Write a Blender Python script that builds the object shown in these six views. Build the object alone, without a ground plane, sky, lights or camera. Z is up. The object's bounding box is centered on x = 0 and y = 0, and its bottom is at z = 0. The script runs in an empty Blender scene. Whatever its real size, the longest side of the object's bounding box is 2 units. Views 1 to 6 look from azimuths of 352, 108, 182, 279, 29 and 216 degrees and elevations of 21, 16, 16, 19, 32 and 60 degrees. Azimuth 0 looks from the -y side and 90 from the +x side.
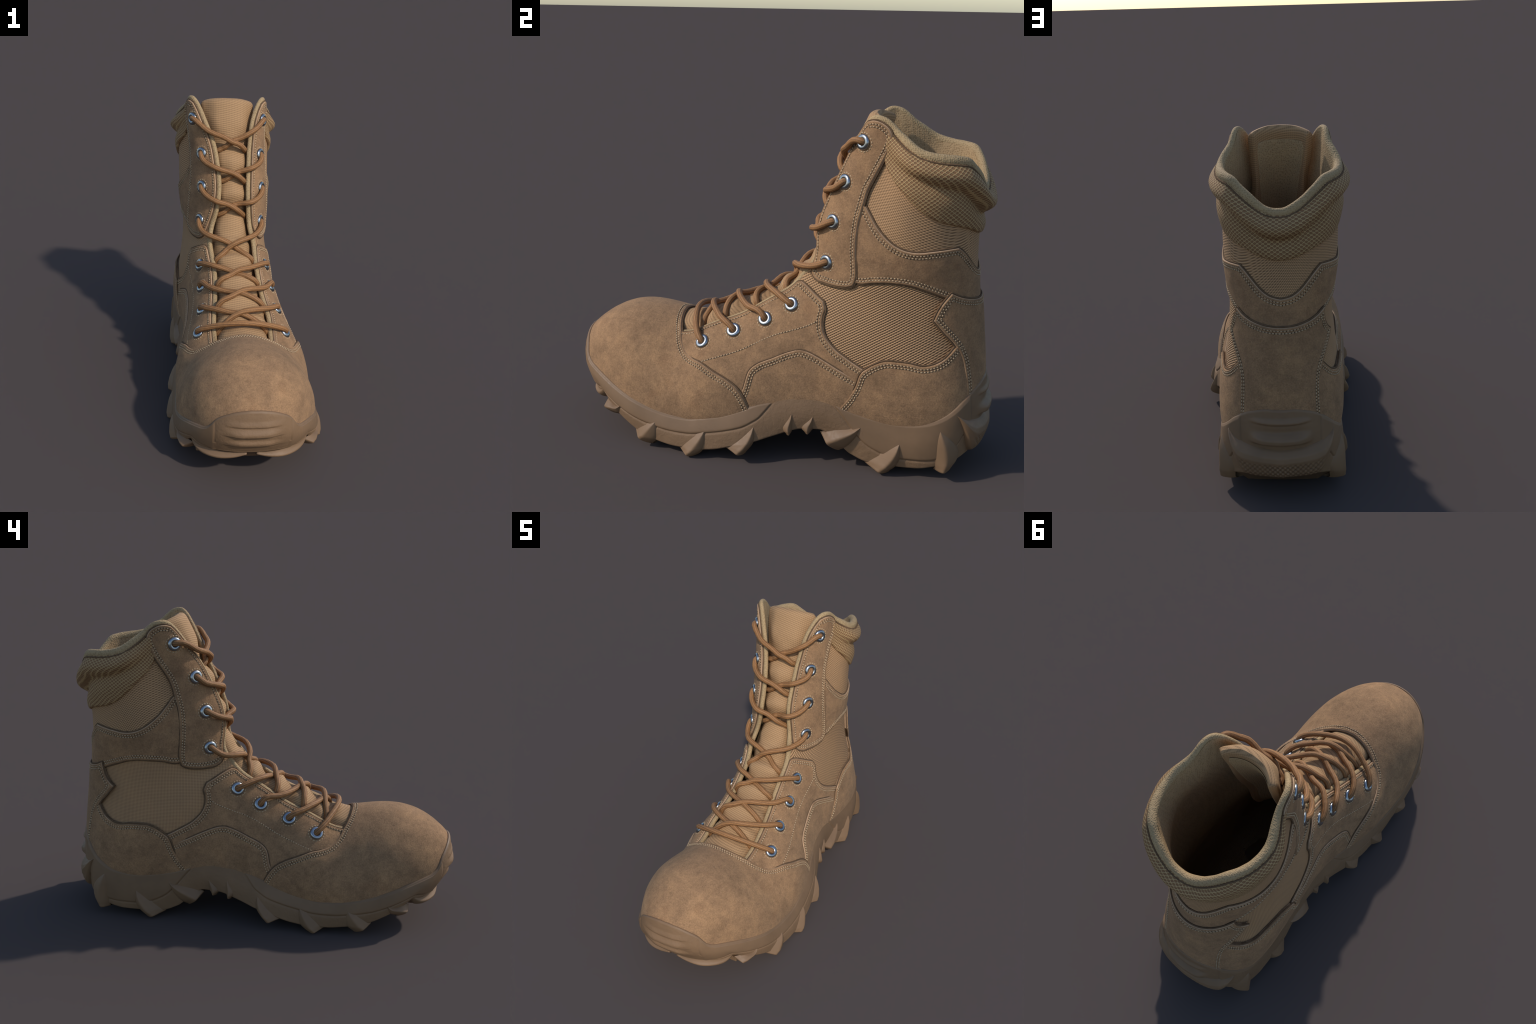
# A tan suede-and-fabric lace-up boot, built part by part.
# The upper is a loft S(t, phi): t runs from the toe tip (0) along the foot, through the ankle, up the shaft (7);
# phi runs round each cross-section, 0 on the instep line, +-pi under the foot / up the back, + towards +x.
import bpy, math
import numpy as np
from mathutils import kdtree, geometry, Vector

rng = np.random.default_rng(7)
PI = math.pi

# ------------------------------------------------------------------ curves
def cubic(xk, yk, x):
    """natural cubic spline through control values"""
    xk = np.asarray(xk, float); yk = np.asarray(yk, float); n = len(xk); h = np.diff(xk)
    A = np.zeros((n, n)); b = np.zeros(n); A[0, 0] = A[-1, -1] = 1
    for i in range(1, n - 1):
        A[i, i - 1] = h[i - 1]; A[i, i] = 2 * (h[i - 1] + h[i]); A[i, i + 1] = h[i]
        b[i] = 6 * ((yk[i + 1] - yk[i]) / h[i] - (yk[i] - yk[i - 1]) / h[i - 1])
    M = np.linalg.solve(A, b)
    x = np.clip(np.asarray(x, float), xk[0], xk[-1])
    i = np.clip(np.searchsorted(xk, x) - 1, 0, n - 2)
    a = xk[i + 1] - x; c = x - xk[i]; H = h[i]
    return M[i] * a**3 / (6 * H) + M[i + 1] * c**3 / (6 * H) + (yk[i] / H - M[i] * H / 6) * a + (yk[i + 1] / H - M[i + 1] * H / 6) * c

def pch(xk, yk, x):
    """monotone cubic (no overshoot)"""
    xk = np.asarray(xk, float); yk = np.asarray(yk, float); x = np.clip(np.asarray(x, float), xk[0], xk[-1])
    h = np.diff(xk); d = np.diff(yk) / h; m = np.zeros_like(yk)
    w1 = 2 * h[1:] + h[:-1]; w2 = h[1:] + 2 * h[:-1]
    d0 = np.where(d == 0, 1e-9, d)
    m[1:-1] = np.where(d[1:] * d[:-1] > 0, (w1 + w2) / (w1 / d0[:-1] + w2 / d0[1:]), 0)
    m[0] = d[0]; m[-1] = d[-1]
    i = np.clip(np.searchsorted(xk, x) - 1, 0, len(h) - 1); s = (x - xk[i]) / h[i]
    return yk[i] * (1 + 2 * s) * (1 - s)**2 + m[i] * h[i] * s * (1 - s)**2 + yk[i + 1] * s * s * (3 - 2 * s) + m[i + 1] * h[i] * s * s * (s - 1)

def sstep(a, b, x):
    s = np.clip((np.asarray(x, float) - a) / (b - a), 0, 1)
    return s * s * (3 - 2 * s)

def gauss(x, c, w):
    return np.exp(-((np.asarray(x, float) - c) / w)**2)

def lumps(P, scale, seed=0):
    """smooth pseudo-noise from a sum of sines, about -1..1"""
    r = np.random.default_rng(100 + seed); out = 0
    for k in range(7):
        d = r.normal(size=3); d /= np.linalg.norm(d)
        f = 2 * PI / scale * (0.6 + 0.25 * k)
        q = P @ d * f + r.uniform(0, 6.28)
        e = r.normal(size=3); e /= np.linalg.norm(e)
        out = out + np.sin(q + 1.3 * np.sin(P @ e * f * 0.7 + k)) / (1 + 0.4 * k)
    return out / 3.0

# ------------------------------------------------------------------ the last: loft of the upper
# t, instep point (y, z), sole/back point (y, z), centre x (instep, sole), half width, position of widest, roundness (instep half, sole half)
STATIONS = np.array([
    [0.00, -.970, .404, -.973, .160, -.035, -.035, .009, .550, 2.60, 3.50],
    [0.25, -.953, .442, -.947, .119, -.032, -.033, .138, .556, 2.47, 3.50],
    [0.55, -.849, .524, -.853, .088, -.032, -.029, .234, .587, 2.26, 3.20],
    [1.00, -.654, .575, -.647, .057, -.032, -.015, .319, .661, 1.98, 3.00],
    [1.50, -.436, .559, -.428, .045, -.034, -.003, .336, .704, 1.70, 3.00],
    [2.00, -.286, .612, -.225, .076, -.030, .000, .328, .709, 1.87, 3.01],
    [2.50, -.152, .678, -.011, .112, -.032, -.003, .295, .715, 1.84, 3.03],
    [3.00, -.036, .749, .226, .134, -.034, -.021, .259, .666, 2.05, 3.04],
    [3.50, .054, .816, .565, .096, -.041, -.042, .258, .638, 2.23, 3.04],
    [4.00, .100, .881, .887, .145, -.048, -.055, .267, .613, 2.24, 2.99],
    [4.50, .145, .951, .945, .413, -.052, -.059, .243, .546, 2.05, 2.40],
    [5.00, .159, 1.068, .915, .691, -.050, -.066, .237, .505, 1.91, 2.00],
    [5.50, .199, 1.201, .891, .914, -.050, -.072, .255, .534, 1.81, 2.03],
    [6.00, .258, 1.340, .890, 1.118, -.059, -.071, .260, .526, 1.88, 2.01],
    [6.50, .325, 1.499, .908, 1.301, -.068, -.069, .269, .508, 2.06, 2.18],
    [7.00, .386, 1.662, .916, 1.462, -.071, -.066, .278, .494, 2.30, 2.31]])
TG = np.linspace(0, 7, 2801)
TABLE = np.stack([cubic(STATIONS[:, 0], STATIONS[:, k], TG) for k in range(1, 11)])

def S(t, phi):
    t = np.clip(np.asarray(t, float), 0, 7); phi = np.asarray(phi, float)
    Dy, Dz, Vy, Vz, xD, xV, w, s0, pd, pv = [np.interp(t, TG, row) for row in TABLE]
    # the front opening of the shaft sits a little towards +x
    phi = phi + 0.045 * sstep(4.3, 4.9, t) * (1 - sstep(6.0, 6.5, t)) * np.clip(np.cos(phi), 0, 1)
    c, s = np.cos(phi), np.sin(phi)
    p = np.where(c > 0, pd, pv)
    r = (np.abs(s)**p + np.abs(c)**p)**(-1 / p)
    # the shaft narrows behind the eyelets before it widens to the calf
    w = w * (1 - np.interp(t, [5.1, 5.75, 6.3, 7], [0, .080, .145, .145]) * gauss(np.abs(np.mod(phi + PI, 2 * PI) - PI), 1.15, .30))
    u = np.where(c > 0, s0 - s0 * r * c, s0 - (1 - s0) * r * c)
    return np.stack([xD + (xV - xD) * u + w * r * s, Dy + (Vy - Dy) * u, Dz + (Vz - Dz) * u], -1)

def frame(t, phi):
    e = 4e-3
    t = np.asarray(t, float)
    t0, t1 = np.clip(t - e, 0, 7), np.clip(t + e, 0, 7)
    a = (S(t1, phi) - S(t0, phi)) / (t1 - t0)[..., None]
    b = (S(t, phi + e) - S(t, phi - e)) / (2 * e)
    n = np.cross(a, b) * -1
    n /= np.linalg.norm(n, axis=-1, keepdims=True) + 1e-12
    return a, b, n
if frame(np.array([5.0]), np.array([PI / 2]))[2][0, 0] < 0:
    _f = frame
    def frame(t, phi):
        a, b, n = _f(t, phi); return a, b, -n

def at(t, phi, h=0.0):
    t = np.asarray(t, float); phi = np.asarray(phi, float)
    n = frame(t, phi)[2]
    return S(t, phi) + n * np.asarray(h, float)[..., None]

# ------------------------------------------------------------------ materials
def material(name):
    m = bpy.data.materials.new(name); m.use_nodes = True
    nt = m.node_tree; nt.nodes.clear()
    out = nt.nodes.new("ShaderNodeOutputMaterial"); b = nt.nodes.new("ShaderNodeBsdfPrincipled")
    nt.links.new(b.outputs[0], out.inputs[0])
    return m, nt, b

class G:
    """small helper to write node graphs as expressions"""
    def __init__(s, nt): s.nt = nt
    def new(s, kind, **kw):
        n = s.nt.nodes.new(kind)
        for k, v in kw.items(): setattr(n, k, v)
        return n
    def put(s, sock, v):
        if isinstance(v, bpy.types.NodeSocket): s.nt.links.new(v, sock)
        elif v is not None: sock.default_value = v
    def math(s, op, a, b=None, c=None):
        n = s.new("ShaderNodeMath", operation=op)
        for i, v in enumerate((a, b, c)): s.put(n.inputs[i], v)
        return n.outputs[0]
    def coord(s): return s.new("ShaderNodeTexCoord").outputs["Object"]
    def xyz(s, v):
        n = s.new("ShaderNodeSeparateXYZ"); s.put(n.inputs[0], v); return n.outputs
    def noise(s, v, scale, detail=3, rough=0.55, dist=0.0):
        n = s.new("ShaderNodeTexNoise"); s.put(n.inputs["Vector"], v)
        n.inputs["Scale"].default_value = scale; n.inputs["Detail"].default_value = detail
        n.inputs["Roughness"].default_value = rough; n.inputs["Distortion"].default_value = dist
        return n.outputs[0]
    def ramp(s, f, stops):
        n = s.new("ShaderNodeValToRGB"); s.put(n.inputs[0], f)
        el = n.color_ramp.elements
        while len(el) < len(stops): el.new(0.5)
        for e, (p, c) in zip(el, stops):
            e.position = p; e.color = (*c, 1) if len(c) == 3 else c
        return n.outputs[0]
    def mix(s, f, a, b, mode="MIX"):
        n = s.new("ShaderNodeMix", data_type="RGBA", blend_type=mode)
        s.put(n.inputs[0], f)
        for i, v in ((6, a), (7, b)):
            s.put(n.inputs[i], (*v, 1) if isinstance(v, tuple) and len(v) == 3 else v)
        return n.outputs[2]
    def maprange(s, v, a, b, c=0.0, d=1.0):
        n = s.new("ShaderNodeMapRange"); s.put(n.inputs[0], v)
        for i, q in zip((1, 2, 3, 4), (a, b, c, d)): n.inputs[i].default_value = q
        return n.outputs[0]
    def bump(s, h, strength, dist, normal=None):
        n = s.new("ShaderNodeBump"); n.inputs["Strength"].default_value = strength
        n.inputs["Distance"].default_value = dist; s.put(n.inputs["Height"], h); s.put(n.inputs["Normal"], normal)
        return n.outputs[0]
    def sin(s, v, k, off=0.0): return s.math("SINE", s.math("MULTIPLY_ADD", v, k, off))

def scale_col(c, k): return tuple(x * k for x in c)

SUEDE = (.246, .145, .079)
FABRIC = (.392, .228, .116)
RUBBER = (.186, .110, .059)

def make_suede():
    m, nt, b = material("suede"); g = G(nt); co = g.coord()
    big = g.noise(co, 8.5, 5, 0.66, 0.4); mid = g.noise(co, 30, 5, 0.7); fine = g.noise(co, 150, 4, 0.8)
    col = g.ramp(big, [(.30, scale_col(SUEDE, .80)), (.48, SUEDE), (.68, (SUEDE[0] * 1.24, SUEDE[1] * 1.225, SUEDE[2] * 1.17))])
    col = g.mix(g.maprange(mid, .3, .7), col, g.mix(1.0, col, (1.34, 1.32, 1.28), "MULTIPLY"))
    col = g.mix(g.maprange(g.noise(co, 9, 3, .6), .58, .74, 0, .4), col, scale_col((.20, .105, .055), 1))
    col = g.mix(.85, col, g.ramp(fine, [(.3, (.62, .61, .60)), (.7, (1.22, 1.21, 1.19))]), "MULTIPLY")
    nt.links.new(col, b.inputs["Base Color"])
    b.inputs["Roughness"].default_value = .92; b.inputs["Specular IOR Level"].default_value = .12
    b.inputs["Sheen Weight"].default_value = .08; b.inputs["Sheen Roughness"].default_value = .5
    b.inputs["Sheen Tint"].default_value = (.8, .62, .45, 1)
    h = g.math("ADD", fine, g.math("MULTIPLY", g.noise(co, 95, 3, .7), .6))
    nt.links.new(g.bump(h, .5, .004), b.inputs["Normal"])
    return m

def make_twill(name, base, period, slope, cross, depth=.003, fine_side=False, crossw=.38, dark=.5):
    """corded fabric: ribs climbing towards the back, each rib twisted"""
    m, nt, b = material(name); g = G(nt); co = g.coord(); x, y, z = g.xyz(co)
    w = g.math("MULTIPLY_ADD", g.noise(co, 9, 2), .006, 0.0)
    v = g.math("ADD", g.math("SUBTRACT", z, g.math("MULTIPLY", y, slope)), w)
    u = g.math("ADD", g.math("ADD", y, g.math("MULTIPLY", z, slope)), g.math("MULTIPLY", x, 1.0))
    rib = g.sin(v, 2 * PI / period)
    tw = g.math("SINE", g.math("ADD", g.math("MULTIPLY", u, 2 * PI / cross), g.math("MULTIPLY", v, 2 * PI / period * .5)))
    if fine_side:
        k = .0075
        rib2 = g.sin(z, 2 * PI / k); tw2 = g.sin(y, 2 * PI / k)
        f = g.maprange(g.math("ADD", x, .0), -.12, -.10)
        rib = g.math("ADD", g.math("MULTIPLY", rib, f), g.math("MULTIPLY", g.math("MULTIPLY", rib2, .35), g.math("SUBTRACT", 1.0, f)))
        tw = g.math("ADD", g.math("MULTIPLY", tw, f), g.math("MULTIPLY", g.math("MULTIPLY", tw2, .8), g.math("SUBTRACT", 1.0, f)))
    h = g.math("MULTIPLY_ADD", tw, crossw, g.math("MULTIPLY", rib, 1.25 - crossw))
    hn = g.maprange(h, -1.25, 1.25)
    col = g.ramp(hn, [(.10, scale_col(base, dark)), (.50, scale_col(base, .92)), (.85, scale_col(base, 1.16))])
    col = g.mix(g.maprange(g.noise(co, 7, 3), .35, .7), col, g.mix(1.0, col, (1.1, 1.08, 1.04), "MULTIPLY"))
    nt.links.new(col, b.inputs["Base Color"])
    b.inputs["Roughness"].default_value = .8; b.inputs["Specular IOR Level"].default_value = .25
    nt.links.new(g.bump(hn, .7, depth), b.inputs["Normal"])
    return m

def cyl(g):
    """arc length round the shaft and height along it"""
    x, y, z = g.xyz(g.coord())
    dx = g.math("ADD", x, .066); dy = g.math("SUBTRACT", y, .56)
    ang = g.math("ARCTAN2", dx, dy)
    r = g.math("SQRT", g.math("ADD", g.math("MULTIPLY", dx, dx), g.math("MULTIPLY", dy, dy)))
    return g.math("MULTIPLY", ang, .30), z, r

def make_mesh(name, base, hole, pu, pv, use_r=0.0, edge=(.15, .5), depth=.004):
    """open knit: staggered holes between net cords"""
    m, nt, b = material(name); g = G(nt); co = g.coord(); a, z, r = cyl(g)
    wob = g.math("MULTIPLY", g.noise(co, 6, 2), .02)
    a = g.math("ADD", a, wob); v = g.math("ADD", g.math("SUBTRACT", z, g.math("MULTIPLY", r, use_r)), wob)
    p = g.math("ADD", g.math("MULTIPLY", a, PI / pu), g.math("MULTIPLY", v, PI / pv))
    q = g.math("SUBTRACT", g.math("MULTIPLY", a, PI / pu), g.math("MULTIPLY", v, PI / pv))
    hgt = g.math("ABSOLUTE", g.math("MULTIPLY", g.math("SINE", p), g.math("SINE", q)))
    mask = g.maprange(hgt, *edge)
    col = g.mix(mask, base, hole)
    col = g.mix(g.maprange(g.noise(co, 160, 2), .3, .7, 0, .5), col, g.mix(1.0, col, (.8, .8, .8), "MULTIPLY"))
    nt.links.new(col, b.inputs["Base Color"])
    b.inputs["Roughness"].default_value = .78; b.inputs["Specular IOR Level"].default_value = .3
    nt.links.new(g.bump(g.math("MULTIPLY", mask, -1.0), .9, depth), b.inputs["Normal"])
    return m

def make_knit(name, base, hole, scale, depth):
    """fine spacer knit: small pits in a loose lattice"""
    m, nt, b = material(name); g = G(nt); co = g.coord()
    n = g.new("ShaderNodeTexVoronoi"); n.inputs["Scale"].default_value = scale; n.inputs["Randomness"].default_value = .55
    g.put(n.inputs["Vector"], co); f = n.outputs["Distance"]
    col = g.mix(g.maprange(f, .22, .5), hole, base)
    col = g.mix(g.maprange(g.noise(co, 8, 3), .35, .7), col, g.mix(1.0, col, (1.12, 1.1, 1.06), "MULTIPLY"))
    nt.links.new(col, b.inputs["Base Color"]); b.inputs["Roughness"].default_value = .8
    b.inputs["Specular IOR Level"].default_value = .25
    nt.links.new(g.bump(f, .8, depth), b.inputs["Normal"])
    return m

def make_ribbed(name, base, period, depth=.002):
    """tongue fabric: fine horizontal ribs with cross threads"""
    m, nt, b = material(name); g = G(nt); co = g.coord(); x, y, z = g.xyz(co)
    v = g.math("ADD", g.math("ADD", g.math("MULTIPLY", z, .9), g.math("MULTIPLY", y, .55)), g.math("MULTIPLY", x, .2))
    rib = g.sin(v, 2 * PI / period); tw = g.sin(x, 2 * PI / (period * .8))
    h = g.maprange(g.math("MULTIPLY_ADD", tw, .35, rib), -1.3, 1.3)
    col = g.ramp(h, [(.05, scale_col(base, .66)), (.4, scale_col(base, .95)), (.9, scale_col(base, 1.08))])
    nt.links.new(col, b.inputs["Base Color"]); b.inputs["Roughness"].default_value = .8
    b.inputs["Specular IOR Level"].default_value = .25
    nt.links.new(g.bump(h, .45, depth * .7), b.inputs["Normal"])
    return m

def make_rubber():
    m, nt, b = material("rubber"); g = G(nt); co = g.coord()
    n1 = g.noise(co, 6, 3); n2 = g.noise(co, 90, 3, .6)
    col = g.ramp(n1, [(.3, scale_col(RUBBER, .9)), (.7, scale_col(RUBBER, 1.12))])
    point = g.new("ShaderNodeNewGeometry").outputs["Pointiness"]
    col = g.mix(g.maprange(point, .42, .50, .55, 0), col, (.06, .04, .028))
    nt.links.new(col, b.inputs["Base Color"])
    nt.links.new(g.maprange(n2, .3, .7, .50, .64), b.inputs["Roughness"])
    b.inputs["Specular IOR Level"].default_value = .33
    nt.links.new(g.bump(n2, .25, .002), b.inputs["Normal"])
    return m

def make_rubber_grain():
    m, nt, b = material("grained_rubber"); g = G(nt); co = g.coord()
    n1 = g.noise(co, 6, 3); n2 = g.noise(co, 75, 3, .6, .4)
    col = g.ramp(n1, [(.3, scale_col(RUBBER, .95)), (.7, scale_col(RUBBER, 1.15))])
    nt.links.new(col, b.inputs["Base Color"]); b.inputs["Roughness"].default_value = .62
    b.inputs["Specular IOR Level"].default_value = .25
    nt.links.new(g.bump(n2, .45, .004), b.inputs["Normal"])
    return m

def plain(name, col, rough=.7, metal=0.0, spec=.4, vary=.0, nscale=60, bump=0.0):
    m, nt, b = material(name); g = G(nt); co = g.coord()
    n = g.noise(co, nscale, 3)
    nt.links.new(g.ramp(n, [(.3, scale_col(col, 1 - vary)), (.7, scale_col(col, 1 + vary))]), b.inputs["Base Color"])
    b.inputs["Roughness"].default_value = rough; b.inputs["Metallic"].default_value = metal
    b.inputs["Specular IOR Level"].default_value = spec
    if bump: nt.links.new(g.bump(n, .5, bump), b.inputs["Normal"])
    return m

M_SUEDE = make_suede()
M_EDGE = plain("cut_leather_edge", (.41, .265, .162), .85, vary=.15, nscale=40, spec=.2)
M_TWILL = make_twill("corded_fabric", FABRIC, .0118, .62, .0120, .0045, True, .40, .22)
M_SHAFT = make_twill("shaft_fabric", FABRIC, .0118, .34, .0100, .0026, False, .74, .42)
M_COLLAR = make_mesh("open_mesh", (.43, .272, .126), (.235, .118, .052), .0215, .0170, 0.25, (.27, .58), .005)
M_BIND = make_knit("knit_binding", (.36, .250, .132), (.27, .180, .092), 140, .003)
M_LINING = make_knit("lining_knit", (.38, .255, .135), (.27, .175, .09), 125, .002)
M_TONGUE = make_ribbed("tongue_fabric", (.365, .215, .105), .0108)
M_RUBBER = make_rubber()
M_GRAIN = make_rubber_grain()
M_METAL = plain("eyelet_metal", (.32, .34, .36), .28, 1.0, vary=.05)
M_DARK = plain("eyelet_dark", (.012, .009, .007), .9)
M_LACE_A = plain("lace_light", (.285, .134, .048), .7, vary=.2, nscale=220, bump=.0015)
M_LACE_B = plain("lace_dark", (.155, .070, .026), .74, vary=.2, nscale=220, bump=.0015)
M_SHADE_PIPING = plain("crease_shade_and_piping", (.125, .076, .043), .95, vary=.2, spec=.1)  # dark brown for painted crease shade at panel edges, and for the piping
M_THREAD = plain("thread", (.44, .31, .182), .75, vary=.12, nscale=120)
M_STITCH_DARK = plain("stitch_bead_dark", (.075, .047, .028), .95)

# ------------------------------------------------------------------ object helpers
ROOT = bpy.data.objects.new("boot", None)
bpy.context.scene.collection.objects.link(ROOT)
ROOT["label"] = "tan suede and fabric lace-up combat boot with lugged sole"
ROOT["category"] = "boot"

def add(name, verts, faces, mats, parent=None, face_mat=None, smooth=True):
    me = bpy.data.meshes.new(name)
    verts = np.asarray(verts, np.float32)
    if isinstance(faces, np.ndarray):
        k = faces.shape[1]; nf = len(faces)
        me.vertices.add(len(verts)); me.vertices.foreach_set("co", verts.ravel())
        me.loops.add(nf * k); me.loops.foreach_set("vertex_index", faces.astype(np.int32).ravel())
        me.polygons.add(nf); me.polygons.foreach_set("loop_start", np.arange(nf, dtype=np.int32) * k)
        me.update(calc_edges=True)
    else:
        me.from_pydata(verts.tolist(), [], faces)
    for m in (mats if isinstance(mats, (list, tuple)) else [mats]): me.materials.append(m)
    if face_mat is not None: me.polygons.foreach_set("material_index", np.asarray(face_mat, np.int32))
    me.polygons.foreach_set("use_smooth", np.full(len(me.polygons), smooth))
    me.validate(); me.update()
    ob = bpy.data.objects.new(name, me); bpy.context.scene.collection.objects.link(ob)
    ob.parent = parent or ROOT
    return ob

def grid_faces(nu, nv, closed_u=False, closed_v=False):
    u = np.arange(nu if closed_u else nu - 1); v = np.arange(nv if closed_v else nv - 1)
    U, V = np.meshgrid(u, v, indexing="ij"); U1 = (U + 1) % nu; V1 = (V + 1) % nv
    return np.stack([U * nv + V, U1 * nv + V, U1 * nv + V1, U * nv + V1], -1).reshape(-1, 4)

def tri_nested(f4):
    return np.concatenate([f4[:, [0, 1, 2]], f4[:, [0, 2, 3]]])

def wind(verts, faces, ref):
    """flip the whole sheet if most of it faces against ref"""
    a = verts[faces[:, 0]]; n = np.cross(verts[faces[:, 1]] - a, verts[faces[:, 2]] - a)
    return faces[:, ::-1].copy() if (n * ref[faces[:, 0]]).sum() < 0 else faces

def orient(verts, faces, ref):
    """flip faces so that they look away from the loft (along ref normals)"""
    a = verts[faces[:, 0]]; n = np.cross(verts[faces[:, 1]] - a, verts[faces[:, 2]] - a)
    bad = (n * ref[faces[:, 0]]).sum(-1) < 0
    faces = faces.copy(); faces[bad] = faces[bad][:, ::-1]
    return faces

# ------------------------------------------------------------------ outlines on the loft
KT, KP = .33, .26           # rough metres per unit of t and phi, for spacing in the flat domain

def warp(d, inv=False):
    """phi made smooth across the widest line of the loft, where its speed changes"""
    d = np.array(d, float); s0 = np.interp(d[:, 0], TG, TABLE[7]); k = (1 - s0) / s0
    p = np.mod(d[:, 1] + PI, 2 * PI) - PI; turns = d[:, 1] - p; f = np.abs(p); top = PI / 2 + k * PI / 2
    if not inv:
        g = np.where(f < PI / 2, f, PI / 2 + (f - PI / 2) * k)
        back = d[:, 1] > PI
        d[:, 1] = np.where(back, 2 * top - g, np.where(d[:, 1] < 0, -g, g))
    else:
        q = np.abs(d[:, 1]); back = d[:, 1] > top; g = np.where(back, 2 * top - d[:, 1], q)
        f = np.where(g < PI / 2, g, PI / 2 + (g - PI / 2) / k)
        d[:, 1] = np.where(back, 2 * PI - f, np.where(d[:, 1] < 0, -f, f))
    return d

def catmull(pts, n=24):
    return warp(_catmull(warp(np.asarray(pts, float)), n), True)

def _catmull(pts, n=24):
    p = np.asarray(pts, float)
    if len(p) == 2: return p[0] + (p[1] - p[0]) * np.linspace(0, 1, n)[:, None]
    q = np.vstack([2 * p[0] - p[1], p, 2 * p[-1] - p[-2]]); out = []
    for i in range(1, len(q) - 2):
        s = np.linspace(0, 1, n, endpoint=False)[:, None]
        k = np.array([KT, KP])
        d = [max(np.linalg.norm((q[j + 1] - q[j]) * k), 1e-6)**.5 for j in (i - 1, i, i + 1)]
        m1 = ((q[i + 1] - q[i]) / d[1] + 0) ; a = (q[i] - q[i - 1]) / d[0]; c = (q[i + 2] - q[i + 1]) / d[2]
        m_0 = d[1] * (a - (q[i + 1] - q[i - 1]) / (d[0] + d[1]) + m1)
        m_1 = d[1] * (m1 - (q[i + 2] - q[i]) / (d[1] + d[2]) + c)
        out.append(q[i] * (1 + 2 * s) * (1 - s)**2 + m_0 * s * (1 - s)**2 + q[i + 1] * s * s * (3 - 2 * s) + m_1 * s * s * (s - 1))
    return np.vstack(out + [p[-1:]])

def resample(dom, step, h=0.0):
    P = at(dom[:, 0], dom[:, 1], np.full(len(dom), h)); L = np.concatenate([[0], np.cumsum(np.linalg.norm(np.diff(P, axis=0), axis=1))])
    n = max(2, int(round(L[-1] / step)) + 1); s = np.linspace(0, L[-1], n)
    return np.stack([np.interp(s, L, dom[:, 0]), np.interp(s, L, dom[:, 1])], -1)

def outline(segs, step=.006):
    """segs: list of (points, is_seam). Returns closed domain polyline and seam flags."""
    D, F = [], []
    for pts, seam in segs:
        r = resample(catmull(pts), step if seam else step * 2.5)
        D.append(r[:-1]); F.append(np.full(len(r) - 1, int(seam)))
    return np.vstack(D), np.concatenate(F)

def mirror_seg(segs, about=0.0):
    """mirror image of half an outline, in reverse order (about phi = 0 or pi)"""
    return [([(t, 2 * about - p) for t, p in reversed(pts)], seam) for pts, seam in reversed(segs)]

def poly_inside(poly, pts):
    x, y = pts[:, 0], pts[:, 1]; ins = np.zeros(len(pts), bool); q = np.roll(poly, -1, axis=0)
    for (x0, y0), (x1, y1) in zip(poly, q):
        if y0 == y1: continue
        c = (y0 > y) != (y1 > y)
        ins ^= c & (x < (x1 - x0) * (y - y0) / (y1 - y0) + x0)
    return ins

def tree(P):
    k = kdtree.KDTree(len(P))
    for i, p in enumerate(P): k.insert(p, i)
    k.balance(); return k

def near(k, P): return np.array([k.find(p)[2] for p in P])

def inset(D, d, closed=True):
    """move a closed outline inwards over the surface by d metres; returns domain points"""
    a, b, n = frame(D[:, 0], D[:, 1]); P = S(D[:, 0], D[:, 1])
    T = np.roll(P, -1, axis=0) - np.roll(P, 1, axis=0); T /= np.linalg.norm(T, axis=1, keepdims=True) + 1e-12
    B = np.cross(n, T)
    aa, ab, bb = (a * a).sum(-1), (a * b).sum(-1), (b * b).sum(-1); ra, rb = (a * B).sum(-1), (b * B).sum(-1)
    det = aa * bb - ab * ab + 1e-12
    mv = np.stack([(ra * bb - rb * ab) / det, (aa * rb - ab * ra) / det], -1)
    area = 0.5 * np.sum(D[:, 0] * np.roll(D[:, 1], -1) - np.roll(D[:, 0], -1) * D[:, 1])
    # which side is inside: test one step against the polygon
    sgn = 1 if poly_inside(D, D + mv * 1e-3).mean() > .5 else -1
    return D + sgn * mv * d

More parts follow.
